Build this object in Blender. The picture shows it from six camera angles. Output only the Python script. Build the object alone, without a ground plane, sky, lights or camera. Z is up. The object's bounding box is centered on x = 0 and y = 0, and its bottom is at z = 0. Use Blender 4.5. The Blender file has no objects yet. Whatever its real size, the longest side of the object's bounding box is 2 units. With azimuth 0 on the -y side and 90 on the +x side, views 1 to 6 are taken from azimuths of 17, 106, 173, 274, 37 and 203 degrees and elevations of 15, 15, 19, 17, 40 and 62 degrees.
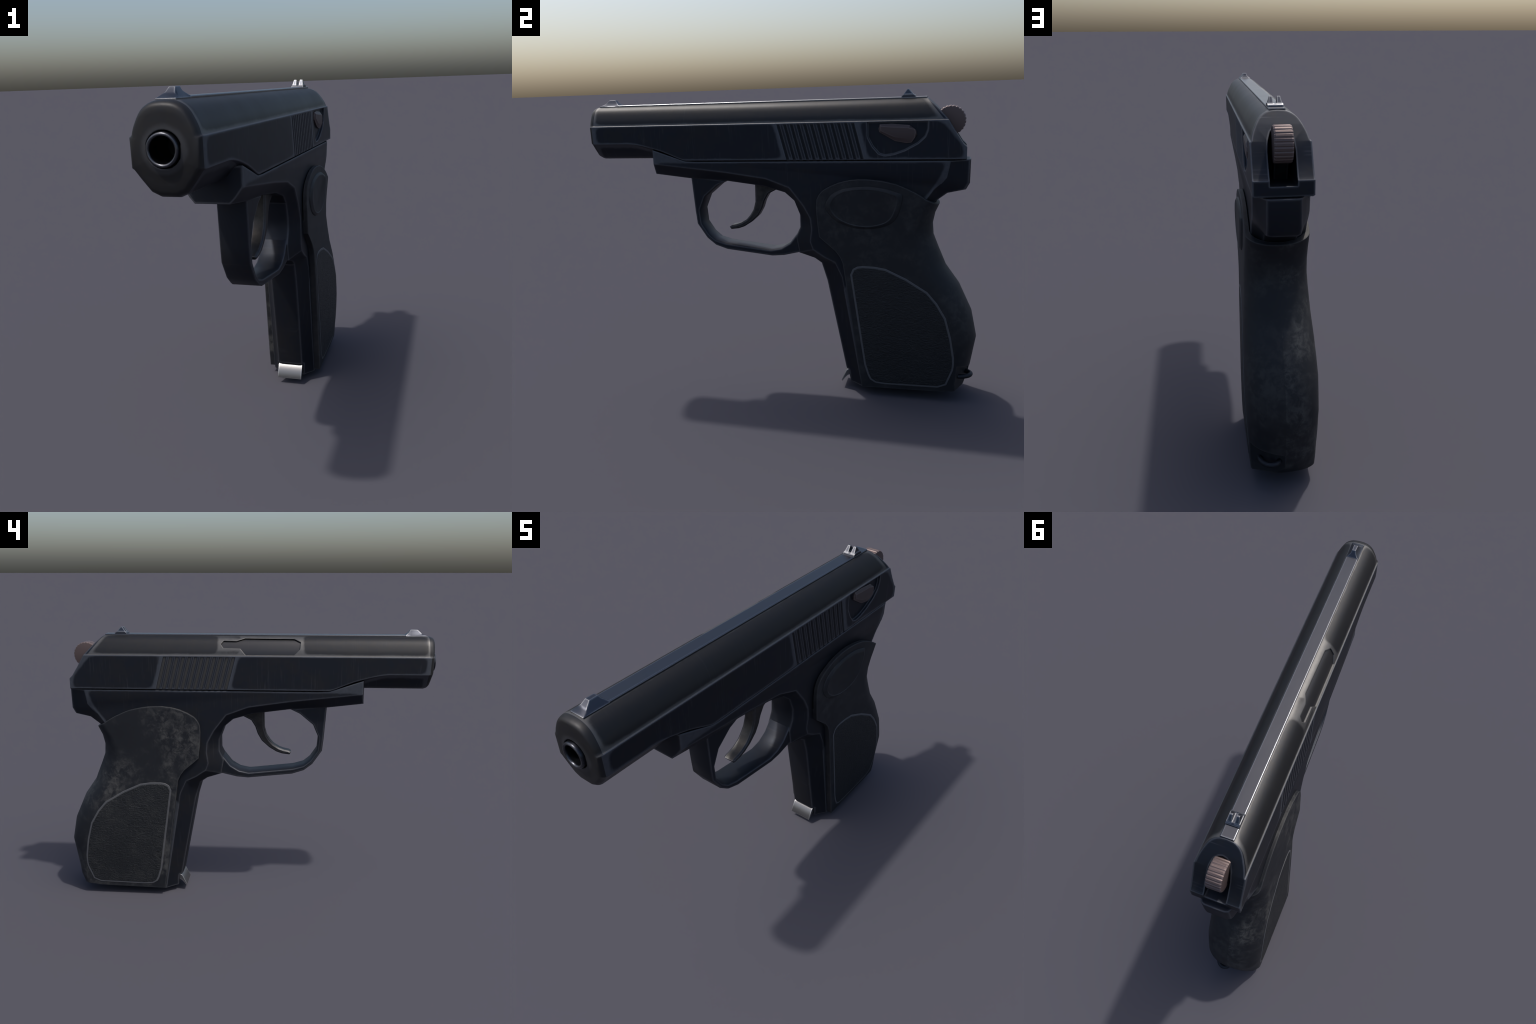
# A compact blued-steel service pistol with a one-piece wrap-around grip.
# Muzzle points to -y, z is up, the gun is (nearly) mirror symmetric in x.
import bpy, bmesh, math
from mathutils import Vector, noise

# ------------------------------------------------------------------ helpers
def lerp_table(t, x):
    """Piecewise linear lookup in a list of (x, value) pairs."""
    if x <= t[0][0]:
        return t[0][1]
    for (a, va), (b, vb) in zip(t, t[1:]):
        if x <= b:
            return va + (vb - va) * (x - a) / (b - a)
    return t[-1][1]


def new_mesh(name, verts, faces):
    me = bpy.data.meshes.new(name)
    me.from_pydata([tuple(v) for v in verts], [], faces)
    bm = bmesh.new()
    bm.from_mesh(me)
    bmesh.ops.recalc_face_normals(bm, faces=bm.faces)
    bm.to_mesh(me)
    bm.free()
    return me


def obj_from(name, verts, faces):
    ob = bpy.data.objects.new(name, new_mesh(name, verts, faces))
    bpy.context.scene.collection.objects.link(ob)
    return ob


def loft(name, rings, cap_start=True, cap_end=True):
    """Closed rings with equal point counts joined by quads."""
    n = len(rings[0])
    verts = [p for r in rings for p in r]
    faces = []
    for j in range(len(rings) - 1):
        for i in range(n):
            k = (i + 1) % n
            faces.append((j * n + i, j * n + k, (j + 1) * n + k, (j + 1) * n + i))
    if cap_start:
        faces.append(tuple(range(n - 1, -1, -1)))
    if cap_end:
        faces.append(tuple((len(rings) - 1) * n + i for i in range(n)))
    return obj_from(name, verts, faces)


def prism(name, yz, x0, x1):
    """Side profile (y, z) pushed through from x0 to x1."""
    return loft(name, [[(x0, y, z) for y, z in yz], [(x1, y, z) for y, z in yz]])


def box(name, x0, x1, y0, y1, z0, z1):
    return prism(name, [(y0, z0), (y1, z0), (y1, z1), (y0, z1)], x0, x1)


def remove(ob):
    me = ob.data
    bpy.data.objects.remove(ob)
    if me.users == 0:
        bpy.data.meshes.remove(me)


def apply_mods(ob):
    dg = bpy.context.evaluated_depsgraph_get()
    me = bpy.data.meshes.new_from_object(ob.evaluated_get(dg))
    old = ob.data
    ob.modifiers.clear()
    ob.data = me
    me.name = ob.name
    bpy.data.meshes.remove(old)


def boolean(ob, cutter, op, keep=False):
    m = ob.modifiers.new("b", 'BOOLEAN')
    m.object = cutter
    m.operation = op
    m.solver = 'EXACT'
    apply_mods(ob)
    if not keep:
        remove(cutter)
    return ob


def chamfer(ob, width, segments=2, angle=35):
    m = ob.modifiers.new("v", 'BEVEL')
    m.width = width
    m.segments = segments
    m.limit_method = 'ANGLE'
    m.angle_limit = math.radians(angle)
    m.harden_normals = False
    apply_mods(ob)
    return ob


def join_meshes(name, obs):
    bm = bmesh.new()
    for o in obs:
        bm.from_mesh(o.data)
    me = bpy.data.meshes.new(name)
    bm.to_mesh(me)
    bm.free()
    for o in obs:
        remove(o)
    ob = bpy.data.objects.new(name, me)
    bpy.context.scene.collection.objects.link(ob)
    return ob


def finish(ob, mat, parent, angle=32):
    me = ob.data
    me.materials.clear()
    me.materials.append(mat)
    for p in me.polygons:
        p.material_index = 0
        p.use_smooth = True
    me.set_sharp_from_angle(angle=math.radians(angle))
    ob.parent = parent
    return ob


def smooth_path(pts, sub=4, closed=False):
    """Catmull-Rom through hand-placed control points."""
    out = []
    n = len(pts)
    last = n if closed else n - 1
    for i in range(last):
        def g(k):
            return pts[k % n] if closed else pts[min(max(k, 0), n - 1)]
        p0, p1, p2, p3 = g(i - 1), g(i), g(i + 1), g(i + 2)
        for s in range(sub):
            t = s / sub
            out.append(tuple(0.5 * (2 * b + (c - a) * t + (2 * a - 5 * b + 4 * c - d) * t * t
                                    + (3 * b - a - 3 * c + d) * t ** 3)
                             for a, b, c, d in zip(p0, p1, p2, p3)))
    if not closed:
        out.append(tuple(pts[-1]))
    return out


def offset_poly(pts, d):
    """Push a closed 2-D outline outwards by d."""
    n = len(pts)
    area = sum(pts[i][0] * pts[(i + 1) % n][1] - pts[(i + 1) % n][0] * pts[i][1] for i in range(n))
    s = 1 if area > 0 else -1
    out = []
    for i in range(n):
        a, b, c = Vector(pts[i - 1]), Vector(pts[i]), Vector(pts[(i + 1) % n])
        e1, e2 = (b - a).normalized(), (c - b).normalized()
        n1, n2 = Vector((e1.y, -e1.x)) * s, Vector((e2.y, -e2.x)) * s
        m = (n1 + n2)
        m.normalize()
        out.append(tuple(b + m * (d / max(0.5, m.dot(n1)))))
    return out


# ---------------------------------------------------------------- materials
class Nodes:
    def __init__(self, name):
        self.mat = bpy.data.materials.new(name)
        self.mat.use_nodes = True
        self.nt = self.mat.node_tree
        self.nt.nodes.clear()
        self.out = self.nt.nodes.new('ShaderNodeOutputMaterial')
        self.bsdf = self.nt.nodes.new('ShaderNodeBsdfPrincipled')
        self.nt.links.new(self.bsdf.outputs[0], self.out.inputs[0])
        self.coord = self.nt.nodes.new('ShaderNodeTexCoord').outputs['Object']

    def link(self, a, b):
        self.nt.links.new(a, b)

    def put(self, sock, v):
        if hasattr(v, 'is_linked'):
            self.link(v, sock)
        else:
            sock.default_value = v

    def math(self, op, a, b=0.0, clamp=False):
        n = self.nt.nodes.new('ShaderNodeMath')
        n.operation = op
        n.use_clamp = clamp
        self.put(n.inputs[0], a)
        self.put(n.inputs[1], b)
        return n.outputs[0]

    def mapping(self, scale=(1, 1, 1), rot=(0, 0, 0), loc=(0, 0, 0)):
        n = self.nt.nodes.new('ShaderNodeMapping')
        self.link(self.coord, n.inputs[0])
        n.inputs['Scale'].default_value = scale
        n.inputs['Rotation'].default_value = rot
        n.inputs['Location'].default_value = loc
        return n.outputs[0]

    def noise(self, vec, scale, detail=4.0, rough=0.6, distort=0.0):
        n = self.nt.nodes.new('ShaderNodeTexNoise')
        self.link(vec, n.inputs['Vector'])
        n.inputs['Scale'].default_value = scale
        n.inputs['Detail'].default_value = detail
        n.inputs['Roughness'].default_value = rough
        n.inputs['Distortion'].default_value = distort
        return n.outputs['Fac']

    def ramp(self, fac, lo, hi, smooth=True):
        n = self.nt.nodes.new('ShaderNodeMapRange')
        n.interpolation_type = 'SMOOTHSTEP' if smooth else 'LINEAR'
        self.put(n.inputs[0], fac)
        n.inputs[1].default_value = lo
        n.inputs[2].default_value = hi
        return n.outputs[0]

    def mix(self, fac, a, b):
        n = self.nt.nodes.new('ShaderNodeMix')
        n.data_type = 'RGBA'
        self.put(n.inputs[0], fac)
        for s, v in ((n.inputs[6], a), (n.inputs[7], b)):
            if isinstance(v, tuple):
                v = (*v, 1.0)
            self.put(s, v)
        return n.outputs[2]

    def bevel(self, radius, samples=6):
        n = self.nt.nodes.new('ShaderNodeBevel')
        n.samples = samples
        n.inputs[0].default_value = radius
        return n.outputs[0]

    def edge_mask(self, radius, lo, hi):
        """1 along worn edges: where the rounded-off normal leaves the real one."""
        g = self.nt.nodes.new('ShaderNodeNewGeometry')
        d = self.nt.nodes.new('ShaderNodeVectorMath')
        d.operation = 'DOT_PRODUCT'
        self.link(self.bevel(radius, 8), d.inputs[0])
        self.link(g.outputs['Normal'], d.inputs[1])
        return self.ramp(self.math('SUBTRACT', 1.0, d.outputs['Value']), lo, hi)

    def xyz(self):
        n = self.nt.nodes.new('ShaderNodeSeparateXYZ')
        self.link(self.coord, n.inputs[0])
        return n.outputs

    def smin(self, dists, k=0.03):
        """Smooth minimum: several edge distances become one with round corners."""
        acc = dists[0]
        for d in dists[1:]:
            n = self.nt.nodes.new('ShaderNodeMath')
            n.operation = 'SMOOTH_MIN'
            self.put(n.inputs[0], acc)
            self.put(n.inputs[1], d)
            n.inputs[2].default_value = k
            acc = n.outputs[0]
        return acc

    def affine(self, y, z, a, b, c):
        """a*y + b*z + c"""
        return self.math('ADD', self.math('ADD', self.math('MULTIPLY', y, a), self.math('MULTIPLY', z, b)), c)

    def box_gap(self, y, z, cy, cz, hy, hz):
        """Distance outside an axis-aligned rectangle (negative inside)."""
        return self.math('MAXIMUM', self.math('SUBTRACT', self.math('ABSOLUTE', self.math('SUBTRACT', y, cy)), hy),
                         self.math('SUBTRACT', self.math('ABSOLUTE', self.math('SUBTRACT', z, cz)), hz))

    def bump(self, height, strength, distance, normal=None):
        n = self.nt.nodes.new('ShaderNodeBump')
        n.inputs['Strength'].default_value = strength
        n.inputs['Distance'].default_value = distance
        self.link(height, n.inputs['Height'])
        if normal is not None:
            self.link(normal, n.inputs['Normal'])
        return n.outputs[0]


def steel(name, base, worn, band=0.03, band_amt=1.0, metallic=0.74, rough=0.51, scratch=0.30,
          patch=None, patch_amt=0.5, round_r=0.006, lo=0.004, hi=0.04, panels=None):
    N = Nodes(name)
    big = N.noise(N.mapping(), 5.0, 6.0, 0.62)
    fine = N.noise(N.mapping(), 38.0, 5.0, 0.65)
    col = base
    if patch:
        m = N.math('MULTIPLY', N.ramp(N.math('ADD', N.math('MULTIPLY', big, 0.7), N.math('MULTIPLY', fine, 0.3)),
                                      0.44, 0.66), patch_amt)
        col = N.mix(m, base, patch)
    if scratch:
        s1 = N.noise(N.mapping((1.0, 70.0, 2.4), (0.10, 0, 0)), 2.2, 3.0, 0.5)
        gate = N.ramp(N.noise(N.mapping(loc=(3.1, 1.7, 0.4)), 6.0, 2.0, 0.5), 0.42, 0.62)
        s = N.math('MULTIPLY', N.ramp(s1, 0.56, 0.72), gate)
        col = N.mix(N.math('MULTIPLY', s, scratch), col, worn)
    if band_amt:
        e = N.edge_mask(band, lo, hi)
        e = N.math('MULTIPLY', e, N.math('ADD', 0.72, N.math('MULTIPLY', fine, 0.56)))
        col = N.mix(N.math('MULTIPLY', e, band_amt, True), col, worn)
    if panels:
        for mask, tint in panels(N, N.math('MULTIPLY', N.math('SUBTRACT', N.math('ADD', N.math('MULTIPLY', fine, 0.4), N.math('MULTIPLY', big, 0.6)), 0.5), 0.03), fine):
            col = N.mix(mask, col, tint)
    N.put(N.bsdf.inputs['Base Color'], col if not isinstance(col, tuple) else (*col, 1))
    N.bsdf.inputs['Metallic'].default_value = metallic
    N.bsdf.inputs['Specular IOR Level'].default_value = 0.35
    N.put(N.bsdf.inputs['Roughness'],
          N.math('ADD', rough - 0.06, N.math('MULTIPLY', big, 0.12)))
    nrm = N.bevel(round_r, 4) if round_r else None
    N.link(N.bump(fine, 0.05, 0.004, nrm), N.bsdf.inputs['Normal'])
    return N.mat


def bakelite(name, base, dust, worn, grain=0.0, band_amt=0.6, rough=0.5, dust_amt=0.6):
    N = Nodes(name)
    big = N.noise(N.mapping(), 4.5, 7.0, 0.66, 0.3)
    spots = N.noise(N.mapping(loc=(1.3, 0.2, 5.1)), 26.0, 5.0, 0.7, 0.4)
    m = N.math('MULTIPLY', N.ramp(big, 0.40, 0.64), N.ramp(spots, 0.36, 0.66))
    side = N.math('LESS_THAN', N.xyz()[0], 0.0)          # more dust on the right side
    col = N.mix(N.math('MULTIPLY', m, N.math('ADD', dust_amt * 0.4, N.math('MULTIPLY', side, dust_amt * 0.6))), base, dust)
    if band_amt:
        col = N.mix(N.math('MULTIPLY', N.edge_mask(0.012, 0.01, 0.12), band_amt), col, worn)
    N.put(N.bsdf.inputs['Base Color'], col)
    N.bsdf.inputs['Metallic'].default_value = 0.0
    N.bsdf.inputs['Specular IOR Level'].default_value = 0.35
    N.put(N.bsdf.inputs['Roughness'], N.math('ADD', rough - 0.1, N.math('MULTIPLY', spots, 0.2)))
    nrm = N.bevel(0.006, 4)
    if grain:
        h = N.noise(N.mapping((1.0, 0.75, 1.25), (0.5, 0, 0)), 95.0, 3.0, 0.55, 0.8)
        nrm = N.bump(h, grain, 0.012, nrm)
    else:
        nrm = N.bump(spots, 0.08, 0.004, nrm)
    N.link(nrm, N.bsdf.inputs['Normal'])
    return N.mat


BLUE = (0.021, 0.0248, 0.034)
GREY = (0.031, 0.030, 0.031)
TOP_TINT = (0.032, 0.0318, 0.0325)  # neutral tint for round top and muzzle face, countering blue sky reflection by colour
WORN = (0.105, 0.110, 0.125)
WORN_BLUE = (0.108, 0.118, 0.138)
WORN_GREY = (0.135, 0.133, 0.131)
RIDGE = 1.370                    # where the slide flats end and the round top begins
BORE_Z = 1.336


def slide_panels(N, wob, fine):
    """Rubbed borders of the slide's faces: paler bands with round inner corners."""
    x, y, z = N.xyz()
    ax = N.math('ABSOLUTE', N.math('ADD', x, 0.002))
    sweep = N.ramp(y, -0.77, -0.44)
    zb = N.math('SUBTRACT', 1.281, N.math('MULTIPLY', sweep, 0.086))
    front = N.math('ADD', y, 0.957)
    rear = N.affine(y, z, -0.764, -0.645, 0.764 * 0.873 + 0.645 * 1.309)
    tail = N.math('SUBTRACT', 0.919, y)
    # slanted serration block
    u = N.affine(y, z, 1.0, 0.259, -0.259 * 1.366)
    block = N.math('ABSOLUTE', N.math('SUBTRACT', N.math('ABSOLUTE', N.math('SUBTRACT', u, 0.2265)), 0.1945))
    body = N.math('GREATER_THAN', y, -0.9575)
    top_gap = N.math('ADD', N.math('SUBTRACT', RIDGE, z), 0.013)
    flat = N.smin([top_gap, N.math('ADD', N.math('SUBTRACT', z, zb), 0.008), front, rear, tail, block], 0.045)
    flat = N.math('ADD', flat, wob)
    is_top = N.math('GREATER_THAN', z, RIDGE + 0.0015)
    is_low = N.math('MULTIPLY', N.math('LESS_THAN', z, N.math('SUBTRACT', zb, 0.003)), N.math('LESS_THAN', y, -0.45))
    is_flat = N.math('MULTIPLY', N.math('GREATER_THAN', ax, 0.1085), N.math('SUBTRACT', 1.0, is_top))
    body = N.math('MULTIPLY', body, N.math('GREATER_THAN', rear, 0.002))
    amount = N.math('ADD', 0.45, N.math('MULTIPLY', fine, 0.55))
    m_flat = N.math('MULTIPLY', N.math('MULTIPLY', N.ramp(flat, 0.020, 0.007), is_flat), amount)
    # round top
    rise = N.math('MULTIPLY', N.math('SUBTRACT', z, RIDGE), 1.0)
    rib = N.math('SUBTRACT', ax, 0.030)
    port = N.math('MINIMUM', N.box_gap(y, z, -0.15, 1.41, 0.153, 0.05), N.box_gap(y, z, 0.05, 1.427, 0.065, 0.018))
    port = N.math('ADD', port, N.math('MULTIPLY', N.math('GREATER_THAN', x, 0.0), 5.0))
    arc = N.smin([N.math('MULTIPLY', rise, 1.4), N.math('ADD', N.math('MULTIPLY', rib, 1.6), 0.010), N.math('ADD', y, 0.962), rear, port], 0.05)
    arc = N.math('ADD', arc, wob)
    m_arc = N.math('MULTIPLY', N.math('MULTIPLY', N.ramp(arc, 0.021, 0.006), N.math('MULTIPLY', is_top, body)), amount)
    # underside of the nose
    low = N.math('ADD', N.smin([N.math('SUBTRACT', zb, z), front], 0.03), wob)
    m_low = N.math('MULTIPLY', N.math('MULTIPLY', N.ramp(low, 0.026, 0.012), N.math('MULTIPLY', is_low, body)), 0.55)
    # rubbed ring round the muzzle
    r = N.math('SQRT', N.math('ADD', N.math('MULTIPLY', ax, ax), N.math('POWER', N.math('SUBTRACT', z, BORE_Z), 2.0)))
    m_ring = N.math('MULTIPLY', N.math('MULTIPLY', N.ramp(N.math('ADD', r, wob), 0.074, 0.060), N.math('LESS_THAN', y, -0.97)), 0.3)
    return [(N.math('MULTIPLY', N.math('MAXIMUM', N.math('MULTIPLY', is_top, body), N.math('LESS_THAN', y, -0.959)),
                    N.math('ADD', 0.30, fine), True), TOP_TINT), (m_flat, WORN_BLUE), (m_arc, WORN_GREY), (m_low, WORN), (m_ring, WORN)]


def frame_panels(N, wob, fine):
    x, y, z = N.xyz()
    is_flat = N.math('GREATER_THAN', N.math('ABSOLUTE', N.math('ADD', x, 0.002)), 0.1035)
    back = N.affine(y, z, -0.97, 0.243, 0.97 * 0.845 - 0.243 * 1.187)
    heel = N.affine(y, z, -0.776, 0.63, 0.776 * 0.747 - 0.63 * 1.01)
    nose = N.math('ADD', y, 0.628)
    belly = N.math('MULTIPLY', N.affine(y, z, 0.125, 1.0, 0.125 * 0.628 - 1.177), 1.5)
    top = N.math('ADD', N.math('SUBTRACT', 1.187, z), 0.008)
    d = N.math('ADD', N.smin([back, heel, nose, top], 0.045), wob)
    m = N.math('MULTIPLY', N.math('MULTIPLY', N.ramp(d, 0.020, 0.007), is_flat),
               N.math('ADD', 0.35, N.math('MULTIPLY', fine, 0.6)))
    return [(m, WORN_BLUE)]


MAT_SLIDE = steel('blued_steel_slide', BLUE, WORN, band=0.012, band_amt=0.85, lo=0.002, hi=0.03, patch=GREY, patch_amt=0.6, panels=slide_panels)
MAT_FRAME = steel('blued_steel_frame', BLUE, WORN, band=0.014, band_amt=0.8, scratch=0.12, patch=GREY, patch_amt=0.6,
                  lo=0.002, hi=0.025, panels=frame_panels)
MAT_GUARD = steel('blued_steel_guard', BLUE, WORN, band=0.012, band_amt=0.75, lo=0.002, hi=0.03, scratch=0.12, patch=GREY, patch_amt=0.6)
MAT_RIB = steel('polished_sight_rib', (0.098, 0.099, 0.109), (0.24, 0.245, 0.26), band=0.010, scratch=0.0,
                metallic=1.0, rough=0.32, round_r=0.003)
MAT_SIGHT = steel('worn_sight_steel', (0.07, 0.075, 0.092), (0.22, 0.225, 0.24), band=0.008, scratch=0.0,
                  metallic=1.0, rough=0.42, round_r=0.002)
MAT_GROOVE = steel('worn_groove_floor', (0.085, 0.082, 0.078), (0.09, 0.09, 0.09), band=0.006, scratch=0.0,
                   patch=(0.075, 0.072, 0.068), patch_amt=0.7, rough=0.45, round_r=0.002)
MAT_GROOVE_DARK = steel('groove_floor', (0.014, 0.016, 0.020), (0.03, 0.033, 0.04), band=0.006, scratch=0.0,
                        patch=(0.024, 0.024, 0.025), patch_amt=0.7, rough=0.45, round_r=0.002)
MAT_HOOD = steel('breech_steel', (0.045, 0.045, 0.048), (0.09, 0.09, 0.095), band=0.02, scratch=0.1, rough=0.4)
MAT_BARREL = steel('muzzle_steel', (0.03, 0.033, 0.042), (0.30, 0.31, 0.34), band=0.010, scratch=0.0,
                   metallic=0.95, rough=0.3, round_r=0.004)
MAT_RECESS = steel('recess_dark', (0.004, 0.004, 0.004), (0.01, 0.01, 0.01), band_amt=0, scratch=0, metallic=0.2, rough=0.7)  # near-black; on the seam block and well plate it stands in for shade
MAT_TRIGGER = steel('trigger_steel', (0.030, 0.031, 0.032), (0.09, 0.09, 0.10), band=0.010, scratch=0.0,
                    patch=(0.07, 0.066, 0.062), patch_amt=0.8, rough=0.42)
MAT_HAMMER = steel('bare_hammer_steel', (0.125, 0.092, 0.088), (0.25, 0.20, 0.19), band=0.006, scratch=0.0,
                   band_amt=0.5, metallic=0.5, rough=0.5, round_r=0.002)
MAT_LEVER = steel('bare_lever_steel', (0.085, 0.066, 0.066), (0.19, 0.155, 0.15), band=0.008, scratch=0.0,
                  band_amt=0.7, metallic=0.5, rough=0.5, round_r=0.002)
MAT_CATCH = steel('bright_catch_steel', (0.20, 0.20, 0.205), (0.5, 0.5, 0.5), band=0.008, scratch=0.1,
                  metallic=0.9, rough=0.38, round_r=0.004)
MAT_GRIP = bakelite('dark_bakelite', (0.0085, 0.0100, 0.0135), (0.070, 0.070, 0.068), (0.05, 0.053, 0.058), rough=0.58, dust_amt=0.8)
MAT_PANEL = bakelite('pebbled_bakelite', (0.010, 0.0115, 0.0135), (0.03, 0.031, 0.031), (0.06, 0.06, 0.065),
                     grain=0.5, band_amt=0.0, rough=0.55)
MAT_BORDER = bakelite('polished_bakelite_border', (0.075, 0.078, 0.085), (0.10, 0.10, 0.10), (0.12, 0.12, 0.13),
                      band_amt=0.3, rough=0.45)

# --------------------------------------------------------------------- root
root = bpy.data.objects.new('pistol', None)
bpy.context.scene.collection.objects.link(root)
root["label"] = "compact blued steel semi-automatic pistol with dark wrap-around grip"
root["category"] = "pistol"

# -------------------------------------------------------------------- slide
HW = 0.1105                      # half width of the flat sides


def side_bottom(y):
    """Lower edge of the slide flats: high at the muzzle, sweeping down to the rail."""
    return lerp_table([(-0.76, 1.281), (-0.72, 1.277), (-0.67, 1.268), (-0.625, 1.256), (-0.58, 1.243),
                       (-0.53, 1.224), (-0.49, 1.207), (-0.455, 1.195)], y)


TOP_ARC = smooth_path([(0.1045, RIDGE + 0.003), (0.0950, 1.403), (0.0705, 1.4445), (0.038, 1.4645), (0.0, 1.469)], 4)


def slide_section(y):
    zb = side_bottom(y)
    low = [(0.028, 1.199), (0.056, 1.212), (0.080, 1.243), (0.1035, 1.276)]
    right = [(x, min(z, zb - 0.004)) for x, z in low]
    right += [(HW, zb), (HW, RIDGE)] + TOP_ARC[:-1]
    return right + [TOP_ARC[-1]] + [(-x, z) for x, z in reversed(right)]


def face_y(x, z):
    """Very slightly domed muzzle face."""
    return -0.9865 + 0.006 * (x / HW) ** 2 + max(0.0, BORE_Z - 0.04 - z) * 0.17


rings = []
front = slide_section(-0.93)
for r, y in ((0.0525, -0.84), (0.0525, -0.9835), (0.0545, -0.9862)):
    rings.append([(r * math.sin(a), y, BORE_Z - r * math.cos(a)) for a in
                  (math.atan2(x, -(z - BORE_Z)) for x, z in front)])
for t, dy in ((0.75, 0.0), (0.86, 0.0), (0.90, 0.0015), (0.935, 0.005), (0.962, 0.011), (0.983, 0.019),
              (1.0, 0.031)):
    ring = []
    for x, z in front:
        px, pz = x * t, BORE_Z + (z - BORE_Z) * t
        ring.append((px, face_y(px, pz) + dy * (0.75 if z < 1.375 else 1.1), pz))
    rings.append(ring)
for y in [-0.93, -0.85, -0.80, -0.76] + [-0.74 + i * 0.02 for i in range(15)] + [-0.455, -0.40, -0.2, 0.0, 0.2, 0.4, 0.6, 0.98]:
    rings.append([(x, y, z) for x, z in slide_section(y)])
slide = loft('slide', rings)

# sloping rear with the little lip above the rail
rear = [(0.735, 1.55), (0.735, 1.4725), (0.786, 1.424), (0.836, 1.371), (0.873, 1.309), (0.903, 1.263), (0.919, 1.248),
        (0.921, 1.10), (1.2, 1.10), (1.2, 1.55)]
boolean(slide, prism('cut', rear, -0.3, 0.3), 'DIFFERENCE')
# hammer slot with a round head, open towards the rear
slot = [(-0.049, 1.228), (0.049, 1.228), (0.050, 1.34), (0.046, 1.375), (0.036, 1.400), (0.018, 1.414), (0, 1.418),
        (-0.018, 1.414), (-0.036, 1.400), (-0.046, 1.375), (-0.050, 1.34)]
boolean(slide, loft('cut', [[(x, 0.60, z) for x, z in slot], [(x, 1.0, z) for x, z in slot]]), 'DIFFERENCE')
# recess of the safety lever (left side) with a narrow groove round it
recess = [(0.471, 1.3665), (0.746, 1.3665), (0.746, 1.328), (0.735, 1.298), (0.703, 1.268), (0.644, 1.236),
          (0.595, 1.219), (0.553, 1.213), (0.526, 1.221), (0.496, 1.255), (0.473, 1.298)]
boolean(slide, prism('cut', recess, HW - 0.008, 0.2), 'DIFFERENCE')
boolean(slide, prism('cut', recess, HW - 0.014, 0.2), 'DIFFERENCE')
# ejection port (right side)
port = [(-0.012, 1.456), (-0.268, 1.454), (-0.300, 1.440), (-0.297, 1.406), (-0.266, 1.3755), (-0.017, 1.3755),
        (0.012, 1.408), (0.100, 1.410), (0.113, 1.428), (0.099, 1.444), (0.031, 1.443)]
boolean(slide, prism('cut', port, -0.2, -0.03), 'DIFFERENCE')
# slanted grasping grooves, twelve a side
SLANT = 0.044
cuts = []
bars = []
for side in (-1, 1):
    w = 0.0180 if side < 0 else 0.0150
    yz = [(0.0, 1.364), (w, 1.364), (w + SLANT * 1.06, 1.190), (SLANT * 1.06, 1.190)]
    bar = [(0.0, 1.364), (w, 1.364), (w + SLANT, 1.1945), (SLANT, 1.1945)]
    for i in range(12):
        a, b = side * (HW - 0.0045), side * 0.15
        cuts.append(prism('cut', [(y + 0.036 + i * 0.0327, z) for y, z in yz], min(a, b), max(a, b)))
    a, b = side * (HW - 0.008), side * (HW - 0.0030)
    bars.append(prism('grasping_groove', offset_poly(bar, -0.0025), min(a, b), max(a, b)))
boolean(slide, join_meshes('cut', cuts), 'DIFFERENCE')
finish(slide, MAT_SLIDE, root, 28)
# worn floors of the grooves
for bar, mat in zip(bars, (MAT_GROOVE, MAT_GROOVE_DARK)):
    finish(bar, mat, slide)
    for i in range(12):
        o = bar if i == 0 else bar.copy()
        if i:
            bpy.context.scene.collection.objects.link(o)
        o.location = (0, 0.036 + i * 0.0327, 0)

# chamber block seen through the port
hood_arc = [(x * 0.945, RIDGE + (z - RIDGE) * 0.94) for x, z in TOP_ARC[:-1]]
hood_sec = [(0.06, 1.33), (0.096, 1.345)] + hood_arc
hood_sec = hood_sec + [(0, 1.462)]
ring = lambda y: [(-x, y, z) for x, z in hood_sec] + [(0.0, y, 1.33)]
hood = loft('chamber_block', [ring(-0.34), ring(0.14)])
finish(hood, MAT_HOOD, slide, 40)

# sight rib, flat strip along the top
rib_sec = [(-0.030, 1.462), (0.030, 1.462), (0.030, 1.4725), (0.027, 1.4745), (-0.027, 1.4745), (-0.030, 1.4725)]
rib = loft('sight_rib', [[(x, -0.85, z) for x, z in rib_sec], [(x, 0.735, z) for x, z in rib_sec]])
finish(rib, MAT_RIB, slide)

# front sight: ramp with a narrow blade
fs = []
for y, z0, wb, z1, wt in ((-0.950, 1.464, 0.031, 1.4705, 0.0300), (-0.930, 1.464, 0.031, 1.479, 0.022),
                          (-0.918, 1.464, 0.031, 1.486, 0.015),
                          (-0.901, 1.464, 0.031, 1.501, 0.0095), (-0.866, 1.464, 0.031, 1.5015, 0.0085),
                          (-0.858, 1.464, 0.031, 1.489, 0.012), (-0.842, 1.464, 0.031, 1.4752, 0.027)):
    m = 1.4725
    fs.append([(-wb, y, z0), (wb, y, z0), (wb, y, m - 0.002), (wb * 0.62 + wt * 0.38, y, min(z1, m + 0.004)),
               (wt, y, z1), (-wt, y, z1), (-(wb * 0.62 + wt * 0.38), y, min(z1, m + 0.004)), (-wb, y, m - 0.002)])
finish(loft('front_sight', fs), MAT_SIGHT, slide, 25)

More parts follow.
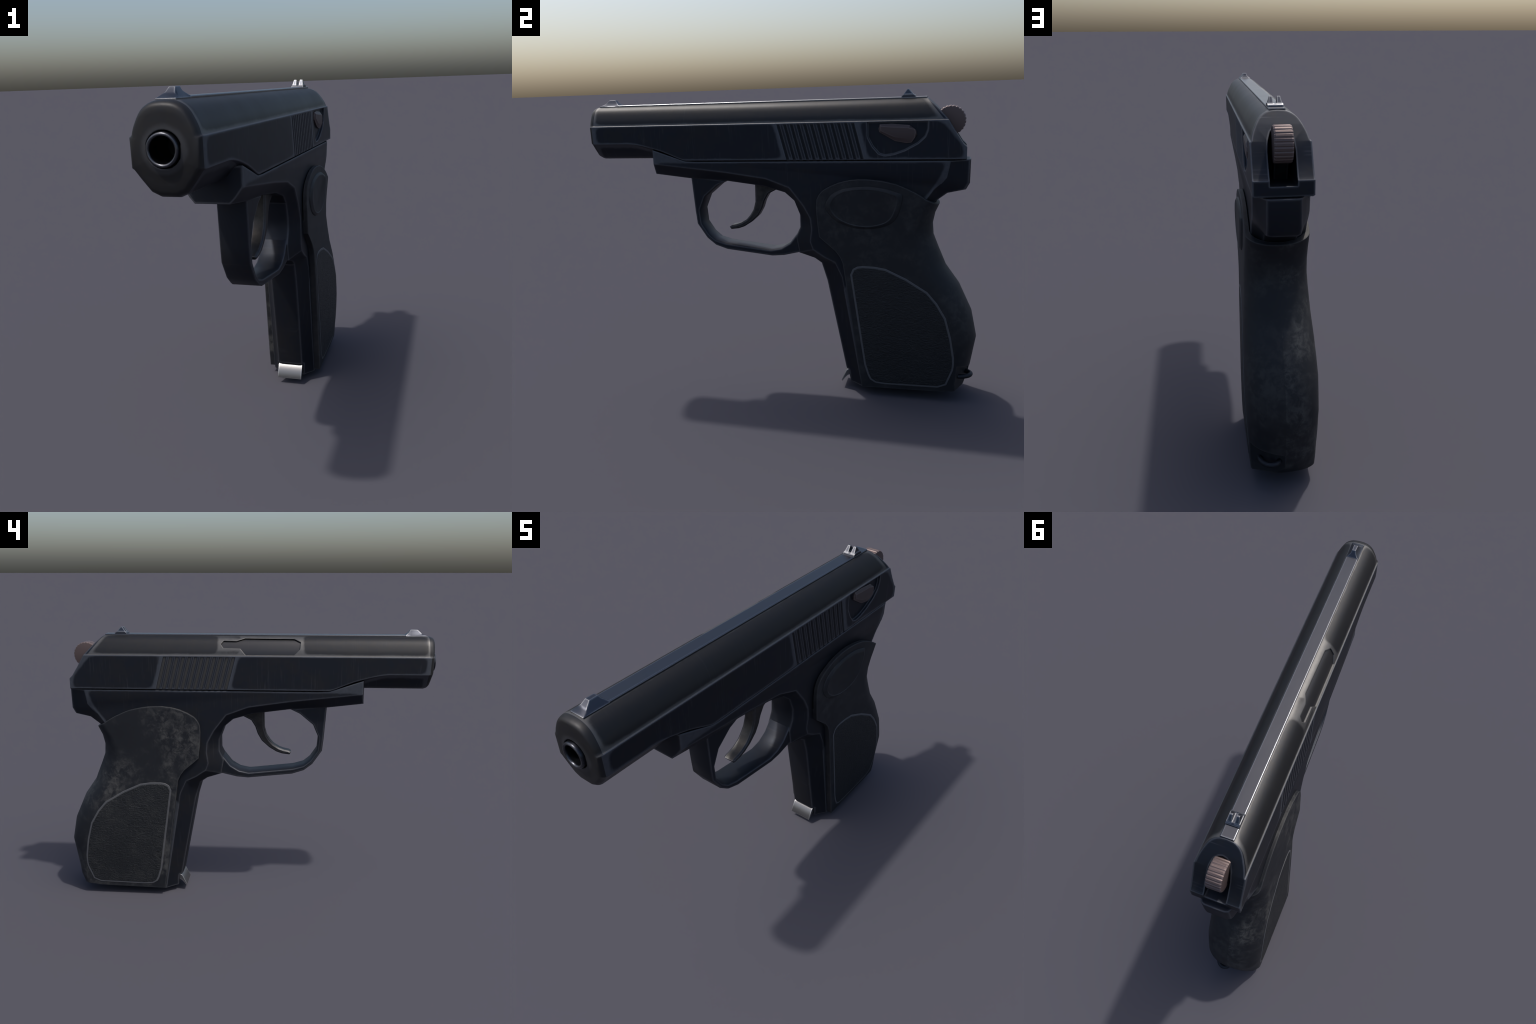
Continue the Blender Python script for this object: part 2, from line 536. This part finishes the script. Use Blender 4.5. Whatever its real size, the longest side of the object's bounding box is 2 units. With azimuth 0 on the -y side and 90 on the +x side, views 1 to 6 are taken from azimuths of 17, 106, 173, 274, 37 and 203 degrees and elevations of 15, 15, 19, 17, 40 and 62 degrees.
# rear sight: base with two pointed ears
base = prism('rear_sight', [(0.617, 1.468), (0.686, 1.468), (0.682, 1.480), (0.672, 1.4855), (0.630, 1.4855), (0.621, 1.480)],
             -0.0295, 0.0295)
ears = []
for s in (-1, 1):
    tri = [(0.625, 1.482), (0.645, 1.5095), (0.651, 1.5095), (0.676, 1.482)]
    ear = loft('ear', [[(s * 0.0265, y, z) if z < 1.49 else (s * 0.021, y, z) for y, z in tri],
                       [(s * 0.0065, y, z) if z < 1.49 else (s * 0.009, y, z) for y, z in tri]])
    ears.append(ear)
rear_sight = join_meshes('rear_sight', [base] + ears)
finish(rear_sight, MAT_SIGHT, slide, 25)

# safety lever
lev_low = [(0.523, 1.337), (0.529, 1.356), (0.582, 1.3575), (0.664, 1.350), (0.694, 1.326), (0.698, 1.306),
           (0.673, 1.271), (0.651, 1.269), (0.598, 1.279), (0.526, 1.321)]
lev_top = [(0.532, 1.338), (0.534, 1.346), (0.590, 1.341), (0.660, 1.337), (0.688, 1.331), (0.692, 1.318),
           (0.688, 1.293), (0.650, 1.290), (0.598, 1.297), (0.534, 1.326)]
lever = loft('safety_lever', [[(HW - 0.016, y, z) for y, z in lev_low], [(HW - 0.006, y, z) for y, z in lev_low],
                              [(HW + 0.001, y, z) for y, z in lev_top]])
finish(lever, MAT_LEVER, slide, 20)


# ------------------------------------------------------------------- barrel
def tube(name, prof, seg=48, cx=0.0, cz=BORE_Z):
    rings = []
    for r, y in prof:
        rings.append([(cx + r * math.cos(2 * math.pi * i / seg), y, cz + r * math.sin(2 * math.pi * i / seg)) for i in range(seg)])
    return loft(name, rings, False, False)


barrel = tube('barrel', [(0.0495, -0.90), (0.0495, -0.990), (0.0485, -0.996), (0.0455, -1.000), (0.0415, -1.000),
                         (0.0385, -0.997), (0.037, -0.990), (0.036, -0.93)])
finish(barrel, MAT_BARREL, root, 60)
bore = tube('bore', [(0.0358, -0.945), (0.034, -0.88), (0.001, -0.87)])
finish(bore, MAT_RECESS, barrel, 60)

# -------------------------------------------------------------------- frame
# E: outline of the flat sides (x = 0.105).  R: outline nearer the middle (x = 0.06).
E = [(-0.628, 1.248), (-0.628, 1.177), (-0.43, 1.155), (-0.24, 1.133), (-0.03, 1.102), (0.088, 1.058), (0.157, 0.970),
     (0.193, 0.905), (0.199, 0.850), (0.190, 0.790), (0.205, 0.748), (0.26, 0.711), (0.316, 0.684), (0.350, 0.612),
     (0.452, 0.030), (0.86, 0.040), (0.90, 0.35), (0.80, 0.60), (0.72, 0.82), (0.735, 0.96), (0.747, 1.010),
     (0.781, 1.059), (0.806, 1.083), (0.830, 1.112), (0.845, 1.187), (-0.40, 1.187), (-0.454, 1.190)]
R = [(-0.637, 1.248), (-0.638, 1.121), (-0.455, 1.099), (-0.25, 1.083), (-0.05, 1.056), (0.055, 1.026), (0.100, 0.988),
     (0.128, 0.915), (0.128, 0.850), (0.104, 0.800), (0.118, 0.719), (0.20, 0.694), (0.235, 0.669), (0.264, 0.575),
     (0.392, 0.036), (0.86, 0.040), (0.90, 0.35), (0.80, 0.60), (0.72, 0.82), (0.76, 0.95), (0.784, 0.988),
     (0.840, 1.030), (0.922, 1.047), (0.939, 1.078), (0.940, 1.188), (-0.40, 1.188), (-0.454, 1.191)]
R[14] = (0.373, 0.036)


def mid(t, bulge):
    out = []
    for i, (e, r) in enumerate(zip(E, R)):
        y, z = e[0] + (r[0] - e[0]) * t, e[1] + (r[1] - e[1]) * t
        if i in (1, 2):                 # dust cover: rounded belly
            z -= bulge
        out.append((y, z))
    return out


def outline(x, pts):
    return [(x, y, z) for y, z in pts]


half = [(0.1065, E), (0.082, mid(0.45, 0.010)), (0.062, mid(0.93, 0.004)), (0.046, R)]
rings = [outline(-x, p) for x, p in half] + [outline(x, p) for x, p in reversed(half)]
frame = loft('frame', rings)
# pocket of the magazine catch at the foot of the front strap
boolean(frame, box('cut', -0.066, 0.066, 0.2, 0.385, -0.05, 0.104), 'DIFFERENCE')
# hammer well at the back
boolean(frame, box('cut', -0.045, 0.045, 0.61, 0.90, 1.10, 1.3), 'DIFFERENCE')
finish(frame, MAT_FRAME, root, 27)
# near-black block in the gap between frame and slide, shade as colour
rail = box('seam_block', -0.097, 0.097, -0.42, 0.86, 1.17, 1.2055)
boolean(rail, box('cut', -0.046, 0.046, 0.62, 0.95, 1.1, 1.3), 'DIFFERENCE')
finish(rail, MAT_RECESS, frame)

# trigger guard: a bow of flat strip, chamfered
outer = [(-0.447, 1.11), (-0.440, 1.01), (-0.434, 0.925), (-0.427, 0.857), (-0.376, 0.781), (-0.330, 0.744),
         (-0.267, 0.723), (-0.15, 0.7100), (-0.023, 0.696), (0.040, 0.701), (0.118, 0.719), (0.19, 0.735)]
inner = [(-0.25, 1.085), (-0.303, 1.060), (-0.375, 1.001), (-0.406, 0.930), (-0.400, 0.857), (-0.364, 0.802), (-0.328, 0.772),
         (-0.271, 0.755), (-0.15, 0.741), (-0.028, 0.727), (0.026, 0.738), (0.072, 0.766), (0.122, 0.830), (0.16, 0.86)]
loop = outer + list(reversed(inner))
cs = offset_poly(loop, -0.005)
guard = loft('trigger_guard', [outline(-0.058, cs), outline(-0.050, loop), outline(0.050, loop), outline(0.058, cs)])
finish(guard, MAT_GUARD, frame, 40)

# trigger
trg = [(-0.110, 1.10), (-0.112, 0.969), (-0.124, 0.927), (-0.143, 0.898), (-0.163, 0.876), (-0.194, 0.857), (-0.222, 0.847),
       (-0.245, 0.843), (-0.259, 0.834), (-0.250, 0.821), (-0.209, 0.826), (-0.177, 0.837), (-0.138, 0.861), (-0.097, 0.898),
       (-0.075, 0.936), (-0.062, 0.975), (-0.040, 1.011), (0.004, 1.033), (0.02, 1.10)]
trg = [(y, z + 0.004) for y, z in trg]
tcs = offset_poly(trg, -0.006)
trigger = loft('trigger', [outline(-0.029, tcs), outline(-0.022, trg), outline(0.022, trg), outline(0.029, tcs)])
finish(trigger, MAT_TRIGGER, root, 40)

# hammer: knurled disc on a stem
HY, HZ, HR = 0.8445, 1.3635, 0.0675
gear = []
TEETH = 25
for i in range(TEETH * 4):
    a = 2 * math.pi * i / (TEETH * 4)
    r = HR if i % 4 else HR - 0.0028
    gear.append((HY + r * math.cos(a), HZ + r * math.sin(a)))
disc = [(HY + (HR - 0.008) * math.cos(2 * math.pi * i / (TEETH * 4)), HZ + (HR - 0.008) * math.sin(2 * math.pi * i / (TEETH * 4)))
        for i in range(TEETH * 4)]
hx = -0.003
hammer = loft('hammer', [outline(hx - 0.0345, disc), outline(hx - 0.0335, [(HY + (y - HY) * 0.96, HZ + (z - HZ) * 0.96) for y, z in gear]),
                         outline(hx - 0.028, gear), outline(hx + 0.028, gear),
                         outline(hx + 0.0335, [(HY + (y - HY) * 0.96, HZ + (z - HZ) * 0.96) for y, z in gear]), outline(hx + 0.0345, disc)])
finish(hammer, MAT_HAMMER, root, 25)
stem = prism('hammer_stem', [(0.79, 1.35), (0.850, 1.33), (0.810, 1.27), (0.775, 1.15), (0.70, 1.15)], hx - 0.026, hx + 0.026)
finish(stem, MAT_TRIGGER, hammer)
well = box('well_dark_plate', -0.0512, 0.0512, 0.605, 0.615, 1.12, 1.41)  # near-black plate closing the hammer slot, depth shade put into its colour
finish(well, MAT_RECESS, frame)

# --------------------------------------------------------------------- grip
W_FRONT = [(0.03, 0.134), (0.1, 0.135), (0.3, 0.134), (0.6, 0.132), (0.72, 0.129), (0.85, 0.126), (1.12, 0.1255)]
W_BACK = [(0.03, 0.130), (0.06, 0.131), (0.2, 0.140), (0.33, 0.1465), (0.45, 0.148), (0.56, 0.144), (0.65, 0.138), (0.75, 0.131),
          (0.85, 0.127), (1.12, 0.125)]
YB = [(0.02, 0.915), (0.05, 0.942), (0.1, 0.965), (0.2, 0.982), (0.315, 1.0), (0.44, 0.974), (0.576, 0.911), (0.668, 0.845),
      (0.765, 0.804), (0.82, 0.782), (0.88, 0.777), (0.932, 0.787), (0.977, 0.807), (1.15, 0.885)]
RB = [(0.03, 0.044), (0.1, 0.070), (0.2, 0.100), (0.4, 0.125), (0.56, 0.140), (0.7, 0.130), (0.82, 0.120), (0.92, 0.09), (1.0, 0.075)]
GRIP_Z = [0.02, 0.05, 0.075, 0.1, 0.15, 0.2, 0.255, 0.315, 0.38, 0.44, 0.51, 0.576, 0.62, 0.668, 0.715, 0.765, 0.82, 0.88, 0.932,
          0.977, 1.03, 1.15]


def grip_section(z, grow=0.0, wfix=None, back=0.0, y_front=0.19):
    w0 = (wfix or lerp_table(W_FRONT, z)) + grow
    w = (wfix or lerp_table(W_BACK, z)) + grow
    yb, r = lerp_table(YB, z) - back, lerp_table(RB, z)
    pts = [(w0, y_front), (w0, 0.42), (0.6 * w0 + 0.4 * w, 0.55)]
    n = 10
    for i in range(n + 1):
        a = math.pi / 2 * i / n
        pts.append((w * math.cos(a) ** 0.9 if i < n else 0.0, yb - r + r * math.sin(a)))
    return [(x, y, z) for x, y in pts] + [(-x, y, z) for x, y in reversed(pts[:-1])]


def grip_solid(name, **k):
    return loft(name, [grip_section(z, **k) for z in GRIP_Z])


grip_side = [(0.2405, 0.82), (0.232, 0.89), (0.227, 0.96), (0.230, 1.005), (0.242, 1.029), (0.258, 1.048), (0.294, 1.069),
             (0.334, 1.086), (0.38, 1.098), (0.43, 1.1035), (0.48, 1.1030), (0.54, 1.0965), (0.575, 1.089), (0.61, 1.0805),
             (0.65, 1.064), (0.69, 1.045), (0.72, 1.028), (0.748, 1.009), (0.815, 0.972), (1.1, 0.80), (1.1, 0.062),
             (0.91, 0.060), (0.80, 0.051), (0.452, 0.043), (0.357, 0.690), (0.343, 0.722), (0.321, 0.751)]
grip = grip_solid('grip')
boolean(grip, prism('cut', grip_side, -0.3, 0.3), 'INTERSECT')
inner_solid = loft('cut', [grip_section(z, wfix=0.1065, back=0.020, y_front=0.1) for z in GRIP_Z if z >= 0.85])
boolean(grip, inner_solid, 'DIFFERENCE')
# flat for the lanyard loop, left rear foot
cutter = loft('cut', [[(0.16, 0.893, z), (0.0, 0.961, z), (0.0, 1.2, z), (0.3, 1.2, z)] for z in (-0.1, 0.10)] +
              [[(0.16, 0.900, 0.20), (0.0, 0.968, 0.158), (0.0, 1.2, 0.158), (0.3, 1.2, 0.20)]])
boolean(grip, cutter, 'DIFFERENCE')
finish(grip, MAT_GRIP, root, 30)

# raised thumb rest, left side only
oval = [(0.273, 0.969), (0.284, 1.006), (0.306, 1.033), (0.356, 1.058), (0.445, 1.071), (0.542, 1.064), (0.606, 1.046),
        (0.638, 1.030), (0.633, 0.974), (0.601, 0.905), (0.534, 0.873), (0.445, 0.866), (0.365, 0.884), (0.305, 0.919)]
oval = smooth_path(oval, 3, True)


def shrink(pts, k, c=(0.452, 0.968)):
    return [(c[0] + (y - c[0]) * k, c[1] + (z - c[1]) * k) for y, z in pts]


rest = loft('thumb_rest', [outline(0.11, oval), outline(0.1265, oval), outline(0.1300, shrink(oval, 0.985)), outline(0.1365, shrink(oval, 0.90)),
                           outline(0.1375, shrink(oval, 0.87)), outline(0.1355, shrink(oval, 0.845))])
finish(rest, MAT_GRIP, grip, 25)

# pebbled panels with a polished border
panel = [(0.400, 0.635), (0.411, 0.661), (0.430, 0.672), (0.455, 0.676), (0.510, 0.675), (0.564, 0.667), (0.66, 0.624), (0.760, 0.564),
         (0.805, 0.512), (0.848, 0.440), (0.875, 0.340), (0.892, 0.240), (0.893, 0.200), (0.890, 0.175), (0.862, 0.096), (0.825, 0.079),
         (0.57, 0.073), (0.522, 0.077), (0.498, 0.092), (0.487, 0.115), (0.470, 0.170)]
for s in (1, -1):
    for kind, grow, off, mat in (('panel_border', 0.0015, 0.006, MAT_BORDER), ('grip_panel', 0.0025, -0.004, MAT_PANEL)):
        ob = grip_solid(kind, grow=grow)
        boolean(ob, prism('cut', offset_poly(panel, off), min(s * 0.10, s * 0.3), max(s * 0.10, s * 0.3)), 'INTERSECT')
        finish(ob, mat, grip, 30)

# ------------------------------------------------------------ magazine parts
mag = box('magazine', -0.072, 0.072, 0.41, 0.85, 0.022, 0.07)
chamfer(mag, 0.008)
finish(mag, MAT_GUARD, root)
knob = tube('magazine_button', [(0.001, 0), (0.014, 0), (0.022, 0.008), (0.025, 0.03)], 24)
for v in knob.data.vertices:
    x, y, z = v.co
    v.co = (x, 0.72 + (z - BORE_Z), y)
finish(knob, MAT_GUARD, mag)

cat = [(0.400, 0.100), (0.374, 0.100), (0.362, 0.092), (0.336, 0.036), (0.337, 0.030), (0.342, 0.031), (0.352, 0.046), (0.366, 0.062),
       (0.385, 0.074), (0.400, 0.080)]
catch = prism('magazine_catch', cat, -0.061, 0.061)
finish(catch, MAT_CATCH, root, 40)

# lanyard loop
ring_pts = []
SEG, RAD = 20, 0.0115
for i in range(SEG + 1):
    a = math.pi * (i / SEG)
    ring_pts.append(Vector((0.056 + 0.040 * math.cos(a), 0.925 + 0.055 * math.sin(a) - 0.12 * 0.04 * math.cos(a), 0.126)))
verts, faces = [], []
for i, p in enumerate(ring_pts):
    t = (ring_pts[min(i + 1, SEG)] - ring_pts[max(i - 1, 0)]).normalized()
    n = t.cross(Vector((0, 0, 1))).normalized()
    for k in range(12):
        b = 2 * math.pi * k / 12
        verts.append(p + n * (RAD * math.cos(b)) + Vector((0, 0, RAD * math.sin(b))))
    if i:
        for k in range(12):
            q = (k + 1) % 12
            faces.append(((i - 1) * 12 + k, (i - 1) * 12 + q, i * 12 + q, i * 12 + k))
lanyard = obj_from('lanyard_loop', verts, faces)
finish(lanyard, MAT_GUARD, grip, 60)

# steel parts sit 2 mm right of the grip's middle
shifted = set()
for ob in bpy.data.objects:
    p = ob
    while p and p.name != 'grip':
        p = p.parent
    if ob.type == 'MESH' and p is None and ob.data.name not in shifted:
        shifted.add(ob.data.name)
        for v in ob.data.vertices:
            v.co.x -= 0.002
for ob in bpy.data.objects:
    p = ob
    while p and p.name != 'grip':
        p = p.parent
    if ob.type == 'MESH' and p is not None:
        for v in ob.data.vertices:
            v.co.x += 0.0015
